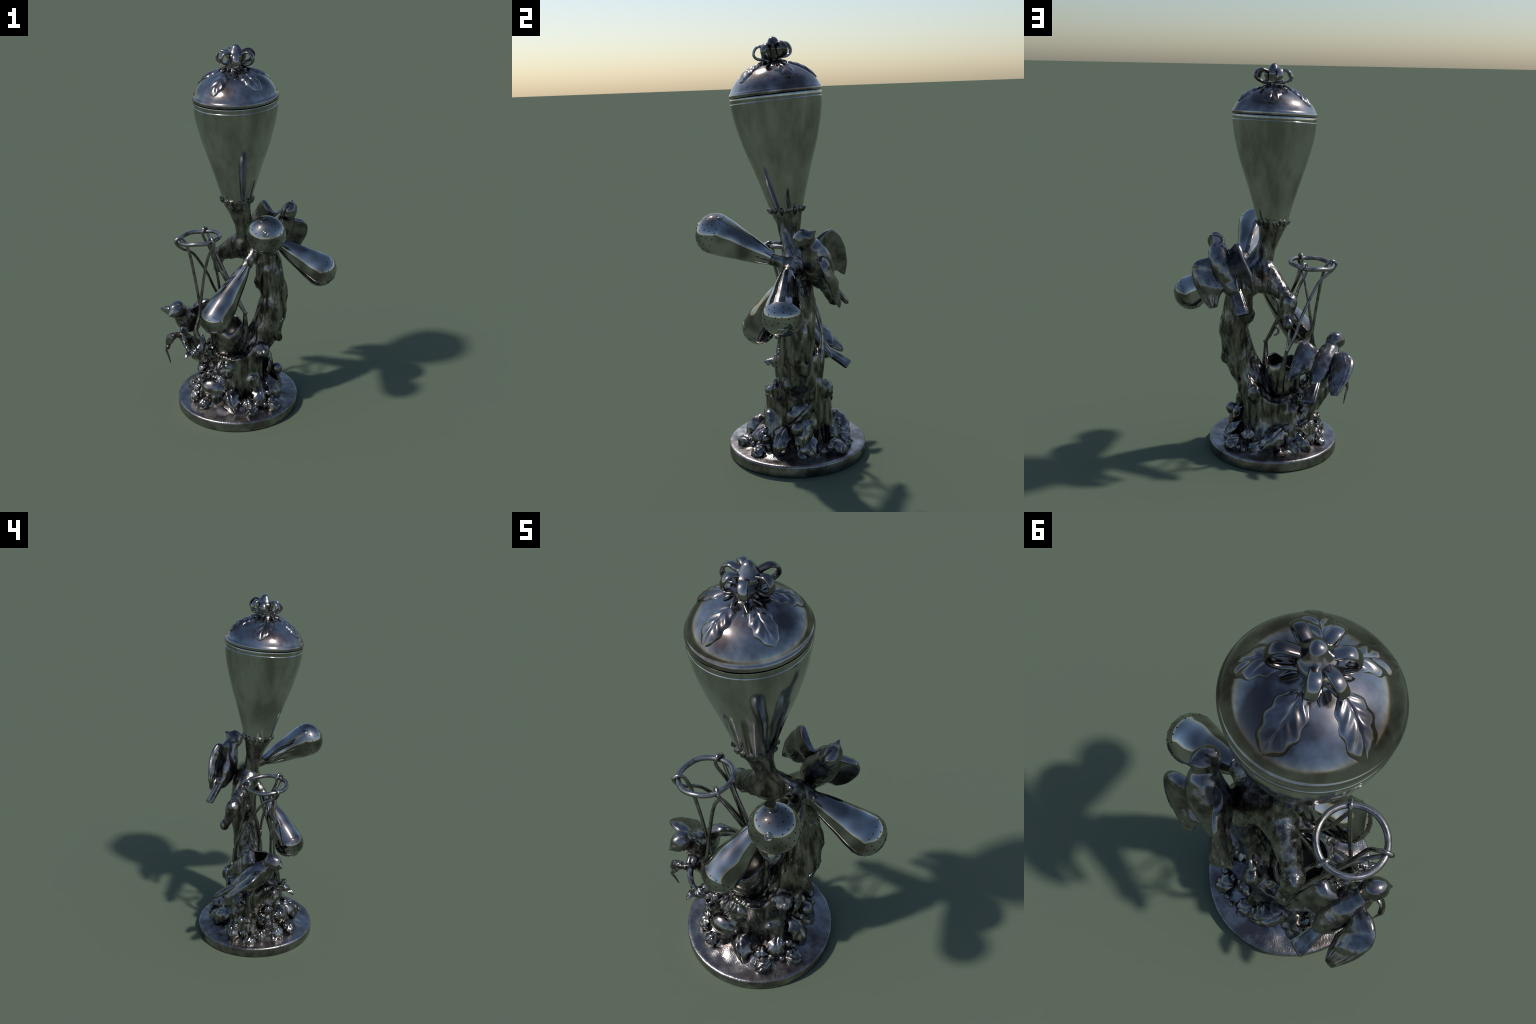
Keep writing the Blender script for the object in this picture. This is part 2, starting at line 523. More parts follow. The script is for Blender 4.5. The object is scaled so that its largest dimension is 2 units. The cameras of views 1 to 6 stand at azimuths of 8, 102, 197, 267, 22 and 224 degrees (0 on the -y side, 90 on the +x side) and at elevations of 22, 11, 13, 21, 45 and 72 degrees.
V, F = bark_sheath((0.072, 0.062, 0.38), (0.138, 0.075, 0.54), 0.086, 0.082, -1.0, 0.25, 0.395, 0.535, 3, 0.008)
mesh_obj("bark_sheath", V, F, M_BARK, ROOT)
V, F = bark_sheath((0.072, 0.062, 0.38), (0.138, 0.075, 0.54), 0.086, 0.081, 0.15, 1.4, 0.385, 0.525, 8, 0.007)
mesh_obj("bark_sheath", V, F, M_BARK, ROOT)

# ------------------------------------------------------------------ goblet and lid
VO = A(-0.0283, 0.0190, 1.205)
VA = unit(A(0.01875, -0.0625, 1))
L = lambda z: z - 1.205
body = [(L(1.200), 0.001), (L(1.200), 0.070), (L(1.206), 0.0775), (L(1.214), 0.0795), (L(1.221), 0.0805)]
key = np.array([(1.224, 0.0805), (1.24, 0.0852), (1.28, 0.0968), (1.32, 0.1085), (1.36, 0.1205), (1.40, 0.133), (1.44, 0.1465), (1.48, 0.160), (1.52, 0.1725),
                (1.56, 0.1835), (1.60, 0.1935), (1.64, 0.2025), (1.68, 0.2085), (1.712, 0.2115)])
body += [(L(z), r) for z, r in catmull(key, 60)]
body += [(L(1.7140), 0.2121), (L(1.7165), 0.2122), (L(1.7190), 0.2095), (L(1.737), 0.2130), (L(1.740), 0.2115), (L(1.740), 0.001)]
LA = unit(A(-0.016, -0.085, 1))  # the lid sits a little askew
LO = A(-0.018, -0.0135, 1.7485)
FT = A(-0.011, -0.019, 2.0)


def bent(V):
    """turn the upper sections of the goblet towards the lid's own axis"""
    t = (V - VO) @ VA
    c = VO + t[:, None] * VA
    f = np.clip((t - 0.25) / 0.25, 0, 1)[:, None]
    n = VA * (1 - f) + LA * f
    n /= np.linalg.norm(n, axis=1)[:, None]
    q = V - c
    R = np.linalg.norm(q, axis=1)[:, None]
    q = q - n * (q * n).sum(1)[:, None]
    return c + q / (np.linalg.norm(q, axis=1)[:, None] + 1e-9) * R


V, F = revolve(body, VO, VA, 128)
mesh_obj("goblet", bent(V), F, M_VASE, ROOT)

# calyx teeth around the foot of the goblet
u, w, d = frame(VA)
parts = []
for i in range(15):
    a = 2 * math.pi * i / 15 + 0.1
    o = math.cos(a) * u + math.sin(a) * w
    p = VO + o * 0.0795 + d * 0.010
    dn = 0.020 + 0.006 * math.sin(3.7 * i)
    parts.append(tube([p + d * 0.006 + o * 0.001, p + o * 0.002, p - d * dn * 0.6 - o * 0.004, p - d * dn - o * 0.012], [0.010, 0.012, 0.009, 0.003], 8))
V, F = merge(parts)
calyx = mesh_obj("calyx", V, F, M_BARK, ROOT)
calyx["kind"] = "stuff"

lid_key = np.array([(1.7475, 0.2145), (1.756, 0.2145), (1.763, 0.2115), (1.769, 0.2070), (1.785, 0.1995), (1.803, 0.1875), (1.822, 0.170), (1.842, 0.146), (1.859, 0.117),
                    (1.872, 0.086), (1.879, 0.060), (1.884, 0.046)])
DOME = catmull(lid_key, 48)


def dome_at(r):
    i = np.argsort(DOME[:, 1])
    return np.interp(r, DOME[i, 1], DOME[i, 0])


lid = [(L(1.741), 0.001), (L(1.741), 0.208), (L(1.743), 0.212)] + [(L(z), r) for z, r in DOME]
lid += [(L(1.890), 0.042), (L(1.898), 0.040), (L(1.906), 0.043), (L(1.912), 0.047), (L(1.918), 0.046), (L(1.922), 0.03), (L(1.922), 0.001)]
V, F = revolve(lid, LO - LA * L(1.7485), LA, 128)
LID = mesh_obj("lid", V, F, M_LID, ROOT)


def axis_pt(az, r, z, lid=False):
    """point at world azimuth az (degrees), radius r from the goblet axis, level z"""
    a = math.radians(az)
    ax = LA if lid else VA
    e1 = unit(A(1, 0, 0) - ax * ax[0])
    e2 = np.cross(ax, e1)
    o = e1 * math.cos(a) + e2 * math.sin(a)
    if lid:
        return LO + ax * (z - 1.7485) + o * r, o
    return FT + ax * (z - 2.0) + o * r, o


# broad veined leaves spread over the lid
def lid_leaf(az, r0, r1, width, seed):
    ns, nt = 44, 27
    V, F = [], []
    for side in (1, 0):
        for i in range(ns):
            s = i / (ns - 1)
            lobe = 1 + 0.07 * math.cos(2 * math.pi * 3.5 * s + seed)
            wdt = width * math.sqrt(max(0.02, 1 - abs(2 * s ** 1.1 - 1) ** 2.3)) * lobe
            r = r0 + (r1 - r0) * s
            for j in range(nt):
                t = 2 * j / (nt - 1) - 1
                x = t * wdt + 0.010 * math.sin(2.2 * s + seed)
                rad = math.hypot(r, x)
                z = dome_at(min(rad, 0.2145))
                q, oo = axis_pt(az + math.degrees(math.atan2(x, r)), rad, z, True)
                h = 0.0095 * (1 - abs(t) ** 4) ** 0.8 * math.sin(math.pi * (0.05 + 0.88 * s)) ** 0.35
                vein = -0.0030 * math.exp(-(t / 0.06) ** 2) + 0.0016 * math.cos(2 * math.pi * (4 * s - 1.2 * abs(t))) * min(1, 4 * abs(t)) * (1 - abs(t) ** 4)
                nrm = unit(LA * 0.8 + oo * (0.3 + 3.0 * max(0, rad - 0.08)))
                V.append(q + nrm * ((h + vein * math.sin(math.pi * s) ** 0.5) if side else -0.012))
    n = ns * nt
    for i in range(ns - 1):
        for j in range(nt - 1):
            p = i * nt + j
            F.append((p, p + nt, p + nt + 1, p + 1))
            F.append((n + p, n + p + 1, n + p + nt + 1, n + p + nt))
    for i in range(ns - 1):
        F.append((i * nt, n + i * nt, n + (i + 1) * nt, (i + 1) * nt))
        k = nt - 1
        F.append((i * nt + k, (i + 1) * nt + k, n + (i + 1) * nt + k, n + i * nt + k))
    for j in range(nt - 1):
        F.append((j, j + 1, n + j + 1, n + j))
        k = (ns - 1) * nt
        F.append((k + j, n + k + j, n + k + j + 1, k + j + 1))
    return V, F


for i, (az, r1, wd) in enumerate([(97, 0.192, 0.046), (170, 0.194, 0.043), (-110, 0.192, 0.042), (-41, 0.186, 0.042), (30, 0.188, 0.044)]):
    V, F = lid_leaf(az, 0.062, r1, wd, i * 1.3)
    mesh_obj("lid_leaf", V, F, M_LID, LID)

# small pointed sepals under the finial
parts = []
for i in range(9):
    az = i * 40 + 8
    p0, o = axis_pt(az, 0.040, 1.890, True)
    p1, _ = axis_pt(az + 3, 0.062, 1.886, True)
    p2, _ = axis_pt(az + 7, 0.080 + 0.008 * math.sin(2.1 * i), 1.8775, True)
    parts.append(tube(catmull([p0, p1, p2], 8), np.linspace(0.010, 0.002, 8), 8, flat=(1, 0.6)))
V, F = merge(parts)
o = mesh_obj("sepal", V, F, M_LEAF, LID)
o["kind"] = "stuff"

# finial: bud with a ring of ribbon loops
fin = [(-0.100, 0.001), (-0.100, 0.036), (-0.085, 0.040), (-0.070, 0.044), (-0.058, 0.047), (-0.047, 0.045), (-0.038, 0.036), (-0.028, 0.029), (-0.018, 0.0235), (-0.009, 0.018), (-0.003, 0.010), (0.0, 0.001)]
V, F = revolve([tuple(q) for q in catmull(np.array(fin), 44)], FT, VA, 40, lambda t, a: 0.05 * math.sin(3 * a + 30 * t))
FIN = mesh_obj("finial", V, F, M_LID, LID)
V[:, 2] = np.minimum(V[:, 2], 2.0)


def ribbon(path, halfw, th, side):
    P = np.asarray(path, float)
    T = np.gradient(P, axis=0)
    V, m = [], 12
    for i, p in enumerate(P):
        t = unit(T[i])
        s = unit(side - t * (side @ t))
        n = np.cross(t, s)
        for j in range(m):
            a = 2 * math.pi * j / m
            ca, sa = math.cos(a), math.sin(a)
            V.append(p + s * halfw[i] * np.sign(ca) * abs(ca) ** 0.7 + n * th[i] * np.sign(sa) * abs(sa) ** 0.9)
    return np.array(V), ring_faces(len(P), m)


for i, az in enumerate([-18, -80, -136, 172, 128, 42]):
    far = [0.092, 0.092, 0.090, 0.096, 0.086, 0.101][i]
    lift = [0.0, -0.004, 0.002, 0.0, 0.003, 0.004][i]
    pts, side = [], None
    for r, z in [(0.020, 1.948), (0.045, 1.958), (0.070, 1.965), (0.090, 1.955), (0.100, 1.934), (0.092, 1.916), (0.070, 1.906), (0.048, 1.905), (0.030, 1.902)]:
        p, o = axis_pt(az + 10 * (1.935 - z) * (1 if i % 2 else -1) * 10, r * far / 0.1, z + lift)
        pts.append(p)
    side = np.cross(VA, o)
    C = catmull(pts, 30)
    s = np.linspace(0, 1, 30)
    V, F = ribbon(C, 0.0135 + 0.002 * np.sin(6 * s), 0.0090 - 0.0028 * np.sin(math.pi * s), side)
    mesh_obj("ribbon_loop", V, F, M_LID, LID)

# ------------------------------------------------------------------ three perforated gourds
def gourd(neck, tip, R, rn, parent):
    neck, tip = A(*neck), A(*tip)
    ax = tip - neck
    Lg = np.linalg.norm(ax)
    ax /= Lg
    # neck sleeve, slender throat, swelling bulb with a blunt end
    sw = lambda f: rn + (R - rn) * f
    c = Lg - R * 0.92
    k = [(-0.012, 0.001), (-0.012, rn * 0.95), (0.0, rn * 1.06), (0.09 * Lg, sw(0.20)), (0.24 * Lg, sw(0.42)), (0.42 * Lg, sw(0.63)), (0.57 * Lg, sw(0.84))]
    for th in (-15, 0, 18, 34, 50, 64, 78, 88):
        t = math.radians(th)
        k.append((c + R * 0.92 * math.sin(t), R * math.cos(t) ** 0.92))
    prof = [tuple(q) for q in catmull(np.array(k[2:]), 70)]
    prof = [k[0], k[1]] + prof + [(Lg, 0.001)]
    V, F = revolve(prof, neck, ax, 64)
    g = mesh_obj("gourd", V, F, M_PEAR, parent)
    u, w, d = frame(ax)
    # raised button on the blossom end
    V, F = revolve([(-0.006, 0.001), (-0.004, 0.020), (0.002, 0.019), (0.006, 0.0155), (0.0065, 0.012), (0.004, 0.009), (0.006, 0.006), (0.008, 0.001)], tip - ax * 0.003, ax, 28)
    mesh_obj("button", V, F, M_PEAR, g)
    # pouring holes in staggered rings
    P = np.array(prof)
    P = P[P[:, 0] > c - 0.03]
    parts = []
    for row, th in enumerate((62, 46, 30, 14, -4)):
        t = math.radians(th)
        z = c + R * 0.92 * math.sin(t)
        r = np.interp(z, P[:, 0], P[:, 1])
        n = max(6, int(2 * math.pi * r / 0.031))
        for i in range(n):
            a = 2 * math.pi * (i + 0.5 * (row % 2)) / n + RNG.normal() * 0.04
            o = math.cos(a) * u + math.sin(a) * w
            nr = unit(o * math.cos(t) + ax * math.sin(t) * 1.06)
            b = neck + ax * z + o * r
            parts.append(revolve([(-0.002, 0.0005), (0.0004, 0.0030), (0.0009, 0.0016), (0.0010, 0.0003)], b, nr, 8))
    V, F = merge(parts)
    h = mesh_obj("perforation", V, F, M_HOLE, g)
    h["kind"] = "stuff"
    return g


gourd((0.014, -0.018, 0.840), (-0.165, -0.196, 0.536), 0.084, 0.0245, ROOT)
gourd((0.206, 0.058, 0.941), (0.474, 0.077, 0.760), 0.090, 0.033, ROOT)
gourd((0.141, -0.040, 1.012), (0.170, -0.360, 1.163), 0.096, 0.033, ROOT)

# ------------------------------------------------------------------ wire hoop over the pot
HC, HR = A(-0.2295, -0.022, 0.999), 0.110
HN = unit(A(-0.085, 0.02, 0.99))
h1 = unit(np.cross(HN, A(0, 1, 0)))
h2 = np.cross(HN, h1)
hoop_at = lambda a: HC + HR * (math.cos(a) * h1 + math.sin(a) * h2)
HOOP = empty("wire_hoop", ROOT)
V, F = tube([hoop_at(a) + HN * 0.002 * math.sin(5 * a) for a in np.linspace(0, 2 * math.pi, 73)[:-1]], 0.0112, 14, closed=True)
mesh_obj("hoop", V, F, M_WIRE, HOOP)
JA, JB, JC = A(-0.240, -0.068, 0.550), A(-0.156, 0.153, 0.566), A(0.003, 0.004, 0.558)


def wire(pts, r=0.0078):
    V, F = tube(catmull(pts, 12 * len(pts)), r, 10)
    mesh_obj("wire", V, F, M_WIRE, HOOP)


def hoop_near(p):
    """centre of the hoop's rod nearest to p, and the outward direction there"""
    a = math.atan2((A(*p) - HC) @ h2, (A(*p) - HC) @ h1)
    return hoop_at(a), math.cos(a) * h1 + math.sin(a) * h2


# each wire climbs from one prong, hooks over the hoop and returns to the next prong
c, o = hoop_near((-0.342, -0.076, 1.0))
wire([A(-0.226, -0.048, 0.550), A(-0.256, -0.048, 0.780), A(-0.278, -0.057, 0.927), c - o * 0.030 - HN * 0.004, c - o * 0.008 + HN * 0.020, c + o * 0.018 + HN * 0.006, c + o * 0.006 - HN * 0.022,
      A(-0.310, -0.052, 0.944), A(-0.271, 0.002, 0.901), A(-0.219, 0.084, 0.761), A(-0.192, 0.133, 0.652), JB])
c, o = hoop_near((-0.153, -0.095, 1.0))
t = np.cross(HN, o)
wire([JA, A(-0.204, -0.066, 0.786), A(-0.172, -0.082, 0.915), c + o * 0.020 - HN * 0.018, c + o * 0.016 + HN * 0.010, c - o * 0.004 + HN * 0.021 + t * 0.004, c - o * 0.020 + HN * 0.002 + t * 0.004, c - o * 0.020 - HN * 0.030 + t * 0.008,
      A(-0.130, -0.032, 0.850), A(-0.075, -0.006, 0.715), JC])
c, o = hoop_near((-0.219, 0.085, 1.0))
t = np.cross(HN, o)
wire([JB, A(-0.166, 0.112, 0.74), A(-0.190, 0.090, 0.88), c - o * 0.018 - HN * 0.024 + t * 0.008, c - o * 0.016 + HN * 0.012 + t * 0.004, c + HN * 0.022, c + o * 0.019 + HN * 0.004 - t * 0.004, c + o * 0.006 - HN * 0.026 - t * 0.014,
      A(-0.150, 0.062, 0.865), A(-0.075, 0.030, 0.72), JC + A(0, 0.004, 0.004)])
V, F = tube(catmull([JC + A(0.012, 0, 0.0), JC + A(-0.02, 0.0, 0.03), JC + A(-0.045, 0.002, 0.075), JC + A(-0.062, -0.004, 0.085), JC + A(-0.066, -0.004, 0.058), JC + A(-0.045, 0, 0.04)], 24), 0.006, 8)
mesh_obj("wire", V, F, M_WIRE, HOOP)

# ------------------------------------------------------------------ bulb-shaped pot with three sprouting prongs
PC = A(-0.100, 0.034, 0)
pot = [(0.290, 0.001), (0.290, 0.03), (0.300, 0.062), (0.325, 0.085), (0.365, 0.096), (0.41, 0.098), (0.445, 0.099), (0.472, 0.094), (0.480, 0.090), (0.478, 0.084), (0.455, 0.083), (0.41, 0.085), (0.375, 0.07), (0.36, 0.03), (0.358, 0.001)]
prof = [tuple(q) for q in catmull(np.array(pot), 56)]


def pot_wob(t, a):
    return 0.035 * math.sin(3 * a + 0.6) * (t > 0.40) + 0.03 * math.sin(2 * a + 9 * t)


V, F = revolve(prof, PC, (0, 0, 1), 64, pot_wob)
ang = np.arctan2(V[:, 1] - PC[1], V[:, 0] - PC[0])
V[:, 1] = PC[1] + (V[:, 1] - PC[1]) * 1.14
V[:, 2] += np.clip((V[:, 2] - 0.40) / 0.08, 0, 1) * (0.014 * np.cos(3 * (ang - 1.75)) + 0.006 * np.sin(7 * ang + 1))
POT = mesh_obj("pot", V, F, M_LEAF, ROOT)
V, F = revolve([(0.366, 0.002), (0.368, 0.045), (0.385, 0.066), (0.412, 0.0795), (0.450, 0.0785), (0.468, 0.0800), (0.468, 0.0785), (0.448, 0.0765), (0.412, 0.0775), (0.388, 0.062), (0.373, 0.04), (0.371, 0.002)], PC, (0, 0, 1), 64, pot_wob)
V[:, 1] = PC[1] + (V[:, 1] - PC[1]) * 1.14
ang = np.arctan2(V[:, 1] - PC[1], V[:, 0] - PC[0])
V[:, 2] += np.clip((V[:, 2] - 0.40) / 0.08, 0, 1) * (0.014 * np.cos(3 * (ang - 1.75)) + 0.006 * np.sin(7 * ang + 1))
mesh_obj("pot_dark_shell", V, F, M_PIT, POT)
for pts in ([(-0.212, -0.064, 0.375), (-0.244, -0.080, 0.430), (-0.256, -0.080, 0.485), JA + A(0.002, 0.002, 0.01)],
            [(-0.118, 0.128, 0.350), (-0.126, 0.142, 0.420), (-0.142, 0.152, 0.495), JB + A(0, 0, 0.01)],
            [(-0.010, 0.014, 0.390), (-0.002, 0.010, 0.440), (0.002, 0.006, 0.500), JC + A(0, 0, 0.006)]):
    V, F = tube(catmull([np.asarray(q, float) for q in pts], 24), np.interp(np.linspace(0, 1, 24), [0, 0.35, 0.7, 1], [0.030, 0.024, 0.015, 0.010]), 14, flat=(1, 0.8))
    mesh_obj("prong", V, F, M_LEAF, POT)

# ------------------------------------------------------------------ oak leaves, berries
def leaf_mesh(base, mid, tip, normal, width, lobes=4, dome=0.22, seed=0, th=0.007):
    """lobed leaf: thick, domed, with midrib and side veins"""
    ns, nt = 40, 19
    base, mid, tip, normal = (np.asarray(q, float) for q in (base, mid, tip, normal))
    V, F = [], []
    ph = RNG.uniform(0, 6)
    for side in (1, 0):
        for i in range(ns):
            s = i / (ns - 1)
            c = (1 - s) ** 2 * base + 2 * s * (1 - s) * mid + s * s * tip
            dv = unit(2 * (1 - s) * (mid - base) + 2 * s * (tip - mid))
            nn = unit(normal - dv * (normal @ dv))
            sd = np.cross(dv, nn)
            env = math.sin(math.pi * (0.04 + 0.93 * s) ** 0.9) ** 0.55
            wd = width * 0.5 * env * (1 + 0.085 * math.cos(2 * math.pi * lobes * s + 0.6))
            for j in range(nt):
                t = 2 * j / (nt - 1) - 1
                h = dome * width * (1 - t * t) * env - dome * width * 0.5
                h += 0.022 * width * math.cos(2 * math.pi * (lobes * s - 0.7 * abs(t))) * min(1, 3 * abs(t)) * (1 - t ** 6)
                h += -0.06 * width * math.exp(-(t / 0.12) ** 2) + 0.05 * width * math.sin(5 * s + ph) * t
                V.append(c + sd * t * wd + nn * (h - (0 if side else th * (0.4 + 0.6 * (1 - t * t)))))
    n = ns * nt
    for i in range(ns - 1):
        for j in range(nt - 1):
            p = i * nt + j
            F.append((p, p + 1, p + nt + 1, p + nt))
            F.append((n + p, n + p + nt, n + p + nt + 1, n + p + 1))
    for i in range(ns - 1):
        F.append((i * nt, (i + 1) * nt, n + (i + 1) * nt, n + i * nt))
        k = nt - 1
        F.append((i * nt + k, n + i * nt + k, n + (i + 1) * nt + k, (i + 1) * nt + k))
    for j in range(nt - 1):
        F.append((j, n + j, n + j + 1, j + 1))
        k = (ns - 1) * nt
        F.append((k + j, k + j + 1, n + k + j + 1, n + k + j))
    return V, F


SC = A(-0.03, 0.045, 0)


def leaf(base, tip, width, mid=None, normal=None, lobes=3, dome=0.25, th=0.008):
    base, tip = A(*base), A(*tip)
    if base[2] < 0.33:
        width *= 1.22
    out = unit(((base + tip) / 2 - SC) * [1, 1, 0])
    normal = unit(out * 0.75 + A(0, 0, 0.8)) if normal is None else A(*normal)
    mid = (base + tip) / 2 + normal * 0.020 if mid is None else A(*mid)
    V, F = leaf_mesh(base, mid, tip, normal, width, lobes, dome, th=th)
    return mesh_obj("leaf", V, F, M_LEAF, ROOT)


leaf((-0.075, -0.140, 0.165), (-0.030, -0.232, 0.068), 0.080, dome=0.40, th=0.02)
leaf((0.092, -0.180, 0.092), (0.034, -0.247, 0.068), 0.062, dome=0.3)
leaf((0.135, -0.135, 0.088), (0.217, -0.106, 0.066), 0.064)
leaf((0.085, -0.090, 0.165), (0.105, -0.168, 0.085), 0.066)
leaf((0.118, 0.012, 0.185), (0.198, -0.037, 0.066), 0.078, lobes=3)
leaf((0.100, 0.062, 0.170), (0.178, 0.168, 0.066), 0.085, lobes=3)
leaf((0.125, 0.020, 0.185), (0.100, 0.135, 0.315), 0.080, normal=(1, 0.4, 0.15), mid=(0.150, 0.085, 0.235), th=0.02)
leaf((0.095, 0.098, 0.240), (0.180, 0.108, 0.092), 0.070, mid=(0.150, 0.108, 0.205), lobes=3)
leaf((0.060, 0.250, 0.110), (0.135, 0.285, 0.070), 0.066)
leaf((0.018, 0.238, 0.075), (0.022, 0.216, 0.158), 0.068, normal=(0, 1, 0.1))
leaf((-0.165, 0.165, 0.180), (-0.050, 0.292, 0.064), 0.085, mid=(-0.140, 0.282, 0.150), lobes=5, dome=0.35, th=0.02)
leaf((-0.195, 0.140, 0.150), (-0.305, 0.187, 0.066), 0.072, lobes=4, dome=0.4, th=0.02)
leaf((-0.300, 0.050, 0.090), (-0.354, 0.090, 0.056), 0.055)
leaf((-0.262, -0.060, 0.125), (-0.292, -0.125, 0.062), 0.058)
leaf((-0.105, -0.085, 0.315), (-0.082, -0.112, 0.198), 0.105, normal=(-0.2, -1, 0.25), mid=(-0.095, -0.118, 0.265), lobes=4, dome=0.35, th=0.02)
leaf((-0.215, 0.110, 0.215), (-0.262, 0.150, 0.120), 0.075, lobes=3)
leaf((-0.205, -0.020, 0.230), (-0.272, 0.015, 0.135), 0.080, lobes=3)
leaf((-0.195, 0.080, 0.255), (-0.275, 0.070, 0.165), 0.075, lobes=3)
leaf((-0.190, -0.060, 0.190), (-0.262, -0.035, 0.095), 0.070, lobes=3)
leaf((-0.230, 0.070, 0.150), (-0.305, 0.110, 0.075), 0.070, lobes=3)
leaf((-0.245, 0.020, 0.120), (-0.330, 0.010, 0.062), 0.066, lobes=3)
leaf((-0.185, -0.140, 0.110), (-0.235, -0.190, 0.062), 0.060, lobes=3)
leaf((0.020, -0.130, 0.110), (0.045, -0.185, 0.075), 0.060, lobes=3)
leaf((-0.060, 0.250, 0.105), (0.000, 0.300, 0.062), 0.060, lobes=3)
# crumpled foliage on the flank under the perch
for i in range(17):
    y0 = RNG.uniform(-0.075, 0.15)
    z0 = RNG.uniform(0.13, 0.31)
    x0 = -0.205 - 0.065 * (0.32 - z0) / 0.2 + 0.25 * max(0, abs(y0 - 0.04) - 0.05)
    d = A(RNG.uniform(-0.9, -0.2), RNG.normal() * 0.7, RNG.uniform(-1, 0.35))
    d = unit(d) * RNG.uniform(0.045, 0.075)
    leaf((x0, y0, z0), tuple(A(x0, y0, z0) + d), RNG.uniform(0.035, 0.058), normal=tuple(unit(A(-1, RNG.normal() * 0.5, RNG.normal() * 0.6))), lobes=int(RNG.integers(2, 5)), dome=0.35, th=0.010)
# leaves hanging from the perch twig
leaf((-0.362, -0.074, 0.446), (-0.430, -0.058, 0.345), 0.052, normal=(-0.6, -0.75, 0.3), mid=(-0.428, -0.084, 0.440), lobes=2, th=0.010)
leaf((-0.342, -0.082, 0.448), (-0.366, -0.130, 0.482), 0.034, normal=(-0.6, -0.2, 0.75), lobes=2, th=0.008)
V, F = tube(catmull([(-0.428, -0.066, 0.362), (-0.432, -0.058, 0.335), (-0.426, -0.048, 0.30), (-0.419, -0.037, 0.252)], 16), np.linspace(0.009, 0.003, 16), 8)
mesh_obj("tendril", V, F, M_LEAF, ROOT)
leaf((-0.278, -0.124, 0.390), (-0.232, -0.152, 0.368), 0.055, normal=(0.1, -0.6, 0.7), lobes=2, th=0.010)
leaf((-0.272, -0.122, 0.378), (-0.306, -0.180, 0.360), 0.036, normal=(-0.1, -0.2, 1), lobes=2, th=0.008)
# leaf lying on the pot
leaf((-0.100, -0.066, 0.378), (-0.006, -0.034, 0.460), 0.050, normal=(0.25, -1, 0.35), mid=(-0.045, -0.070, 0.425), lobes=2, dome=0.3, th=0.02)

# plump fruit at the front, acorns and berries among the leaves
V, F = ball((0, 0, 0), 1.0, 20)
S = np.array([0.078, 0.048, 0.058])
R = np.array([unit((0.88, 0.0, -0.30)), unit((0.1, -1, 0.3)), unit((0.30, 0.3, 0.88))])
fruit = mesh_obj("fruit", (V * S) @ R + A(-0.155, -0.108, 0.146), F, M_LEAF, ROOT)
bm, bf = ball((0, 0, 0), 1.0, 10)
first = None
berries = [(0.082, -0.160, 0.088, 0.017), (0.128, -0.150, 0.085, 0.015), (0.135, -0.085, 0.120, 0.020), (0.150, -0.115, 0.095, 0.016), (0.112, -0.105, 0.130, 0.018),
           (0.150, -0.070, 0.085, 0.018), (0.165, 0.075, 0.190, 0.032), (-0.285, -0.010, 0.105, 0.017), (-0.302, 0.018, 0.092, 0.016), (-0.265, -0.030, 0.110, 0.022),
           (-0.300, 0.045, 0.085, 0.015), (0.085, 0.225, 0.100, 0.016), (0.050, 0.290, 0.075, 0.014),
           (0.020, 0.300, 0.070, 0.013), (-0.170, 0.175, 0.165, 0.022), (-0.245, -0.080, 0.100, 0.020), (-0.260, -0.110, 0.080, 0.016), (-0.225, 0.045, 0.180, 0.024),
           (-0.275, 0.055, 0.120, 0.018), (0.150, 0.195, 0.080, 0.018), (0.130, 0.225, 0.095, 0.020)]
for x, y, z, r in berries:
    if first is None:
        o = first = mesh_obj("berry", bm, bf, M_LEAF, None)
    else:
        o = first.copy()
        bpy.context.collection.objects.link(o)
    o.location = (x, y, z)
    o.scale = (r, r * 0.95, r * 1.08)
    o.parent = ROOT


# ------------------------------------------------------------------ birds
def wing_mesh(lead, trail, out, th, side_out, n=60, m=48):
    """closed feathered wing between a leading and a trailing edge curve"""
    Lc, Tc = catmull(np.array(lead), n), catmull(np.array(trail), n)
    V = []
    mean_n = np.zeros(3)
    for i in range(n):
        tv = (Lc[min(i + 1, n - 1)] + Tc[min(i + 1, n - 1)] - Lc[max(i - 1, 0)] - Tc[max(i - 1, 0)])
        mean_n += np.cross(unit(tv), unit(Lc[i] - Tc[i]))
    nn = unit(mean_n)
    if nn @ np.asarray(out, float) < 0:
        nn = -nn
    for i in range(n):
        s = i / (n - 1)
        c, hw = (Lc[i] + Tc[i]) / 2, (Lc[i] - Tc[i]) / 2
        tk = th * (1.0 - 0.62 * s) * min(1, 0.55 + 3 * s) * math.sqrt(max(0.05, min(1, (1 - s) * 18)))
        camber = np.linalg.norm(hw) * 0.22
        # three overlapping tiers of feathers
        
        for j in range(m):
            a = 2 * math.pi * j / m
            x, y = math.cos(a), math.sin(a)
            t = np.sign(x) * abs(x) ** 0.8
            u3 = (s + 0.025 * math.cos(6 * math.pi * t)) * 2.6
            fr = u3 % 1
            step = 0.0065 * (fr ** 1.5 if fr < 0.84 else 0.77 * (1 - fr) / 0.16) * (1 if 0 < u3 < 2 else 0)
            groove = 0.0024 * math.cos(7 * math.pi * t + 0.5) * np.clip((s - 0.30) * 4, 0, 1) * math.sqrt(1 - t * t)
            yy = np.sign(y) * abs(y) ** 0.75
            V.append(c + hw * t + nn * (yy * tk + camber * (1 - t * t) + (step + groove if y > 0.05 else 0)))
    return np.array(V), ring_faces(n, m)


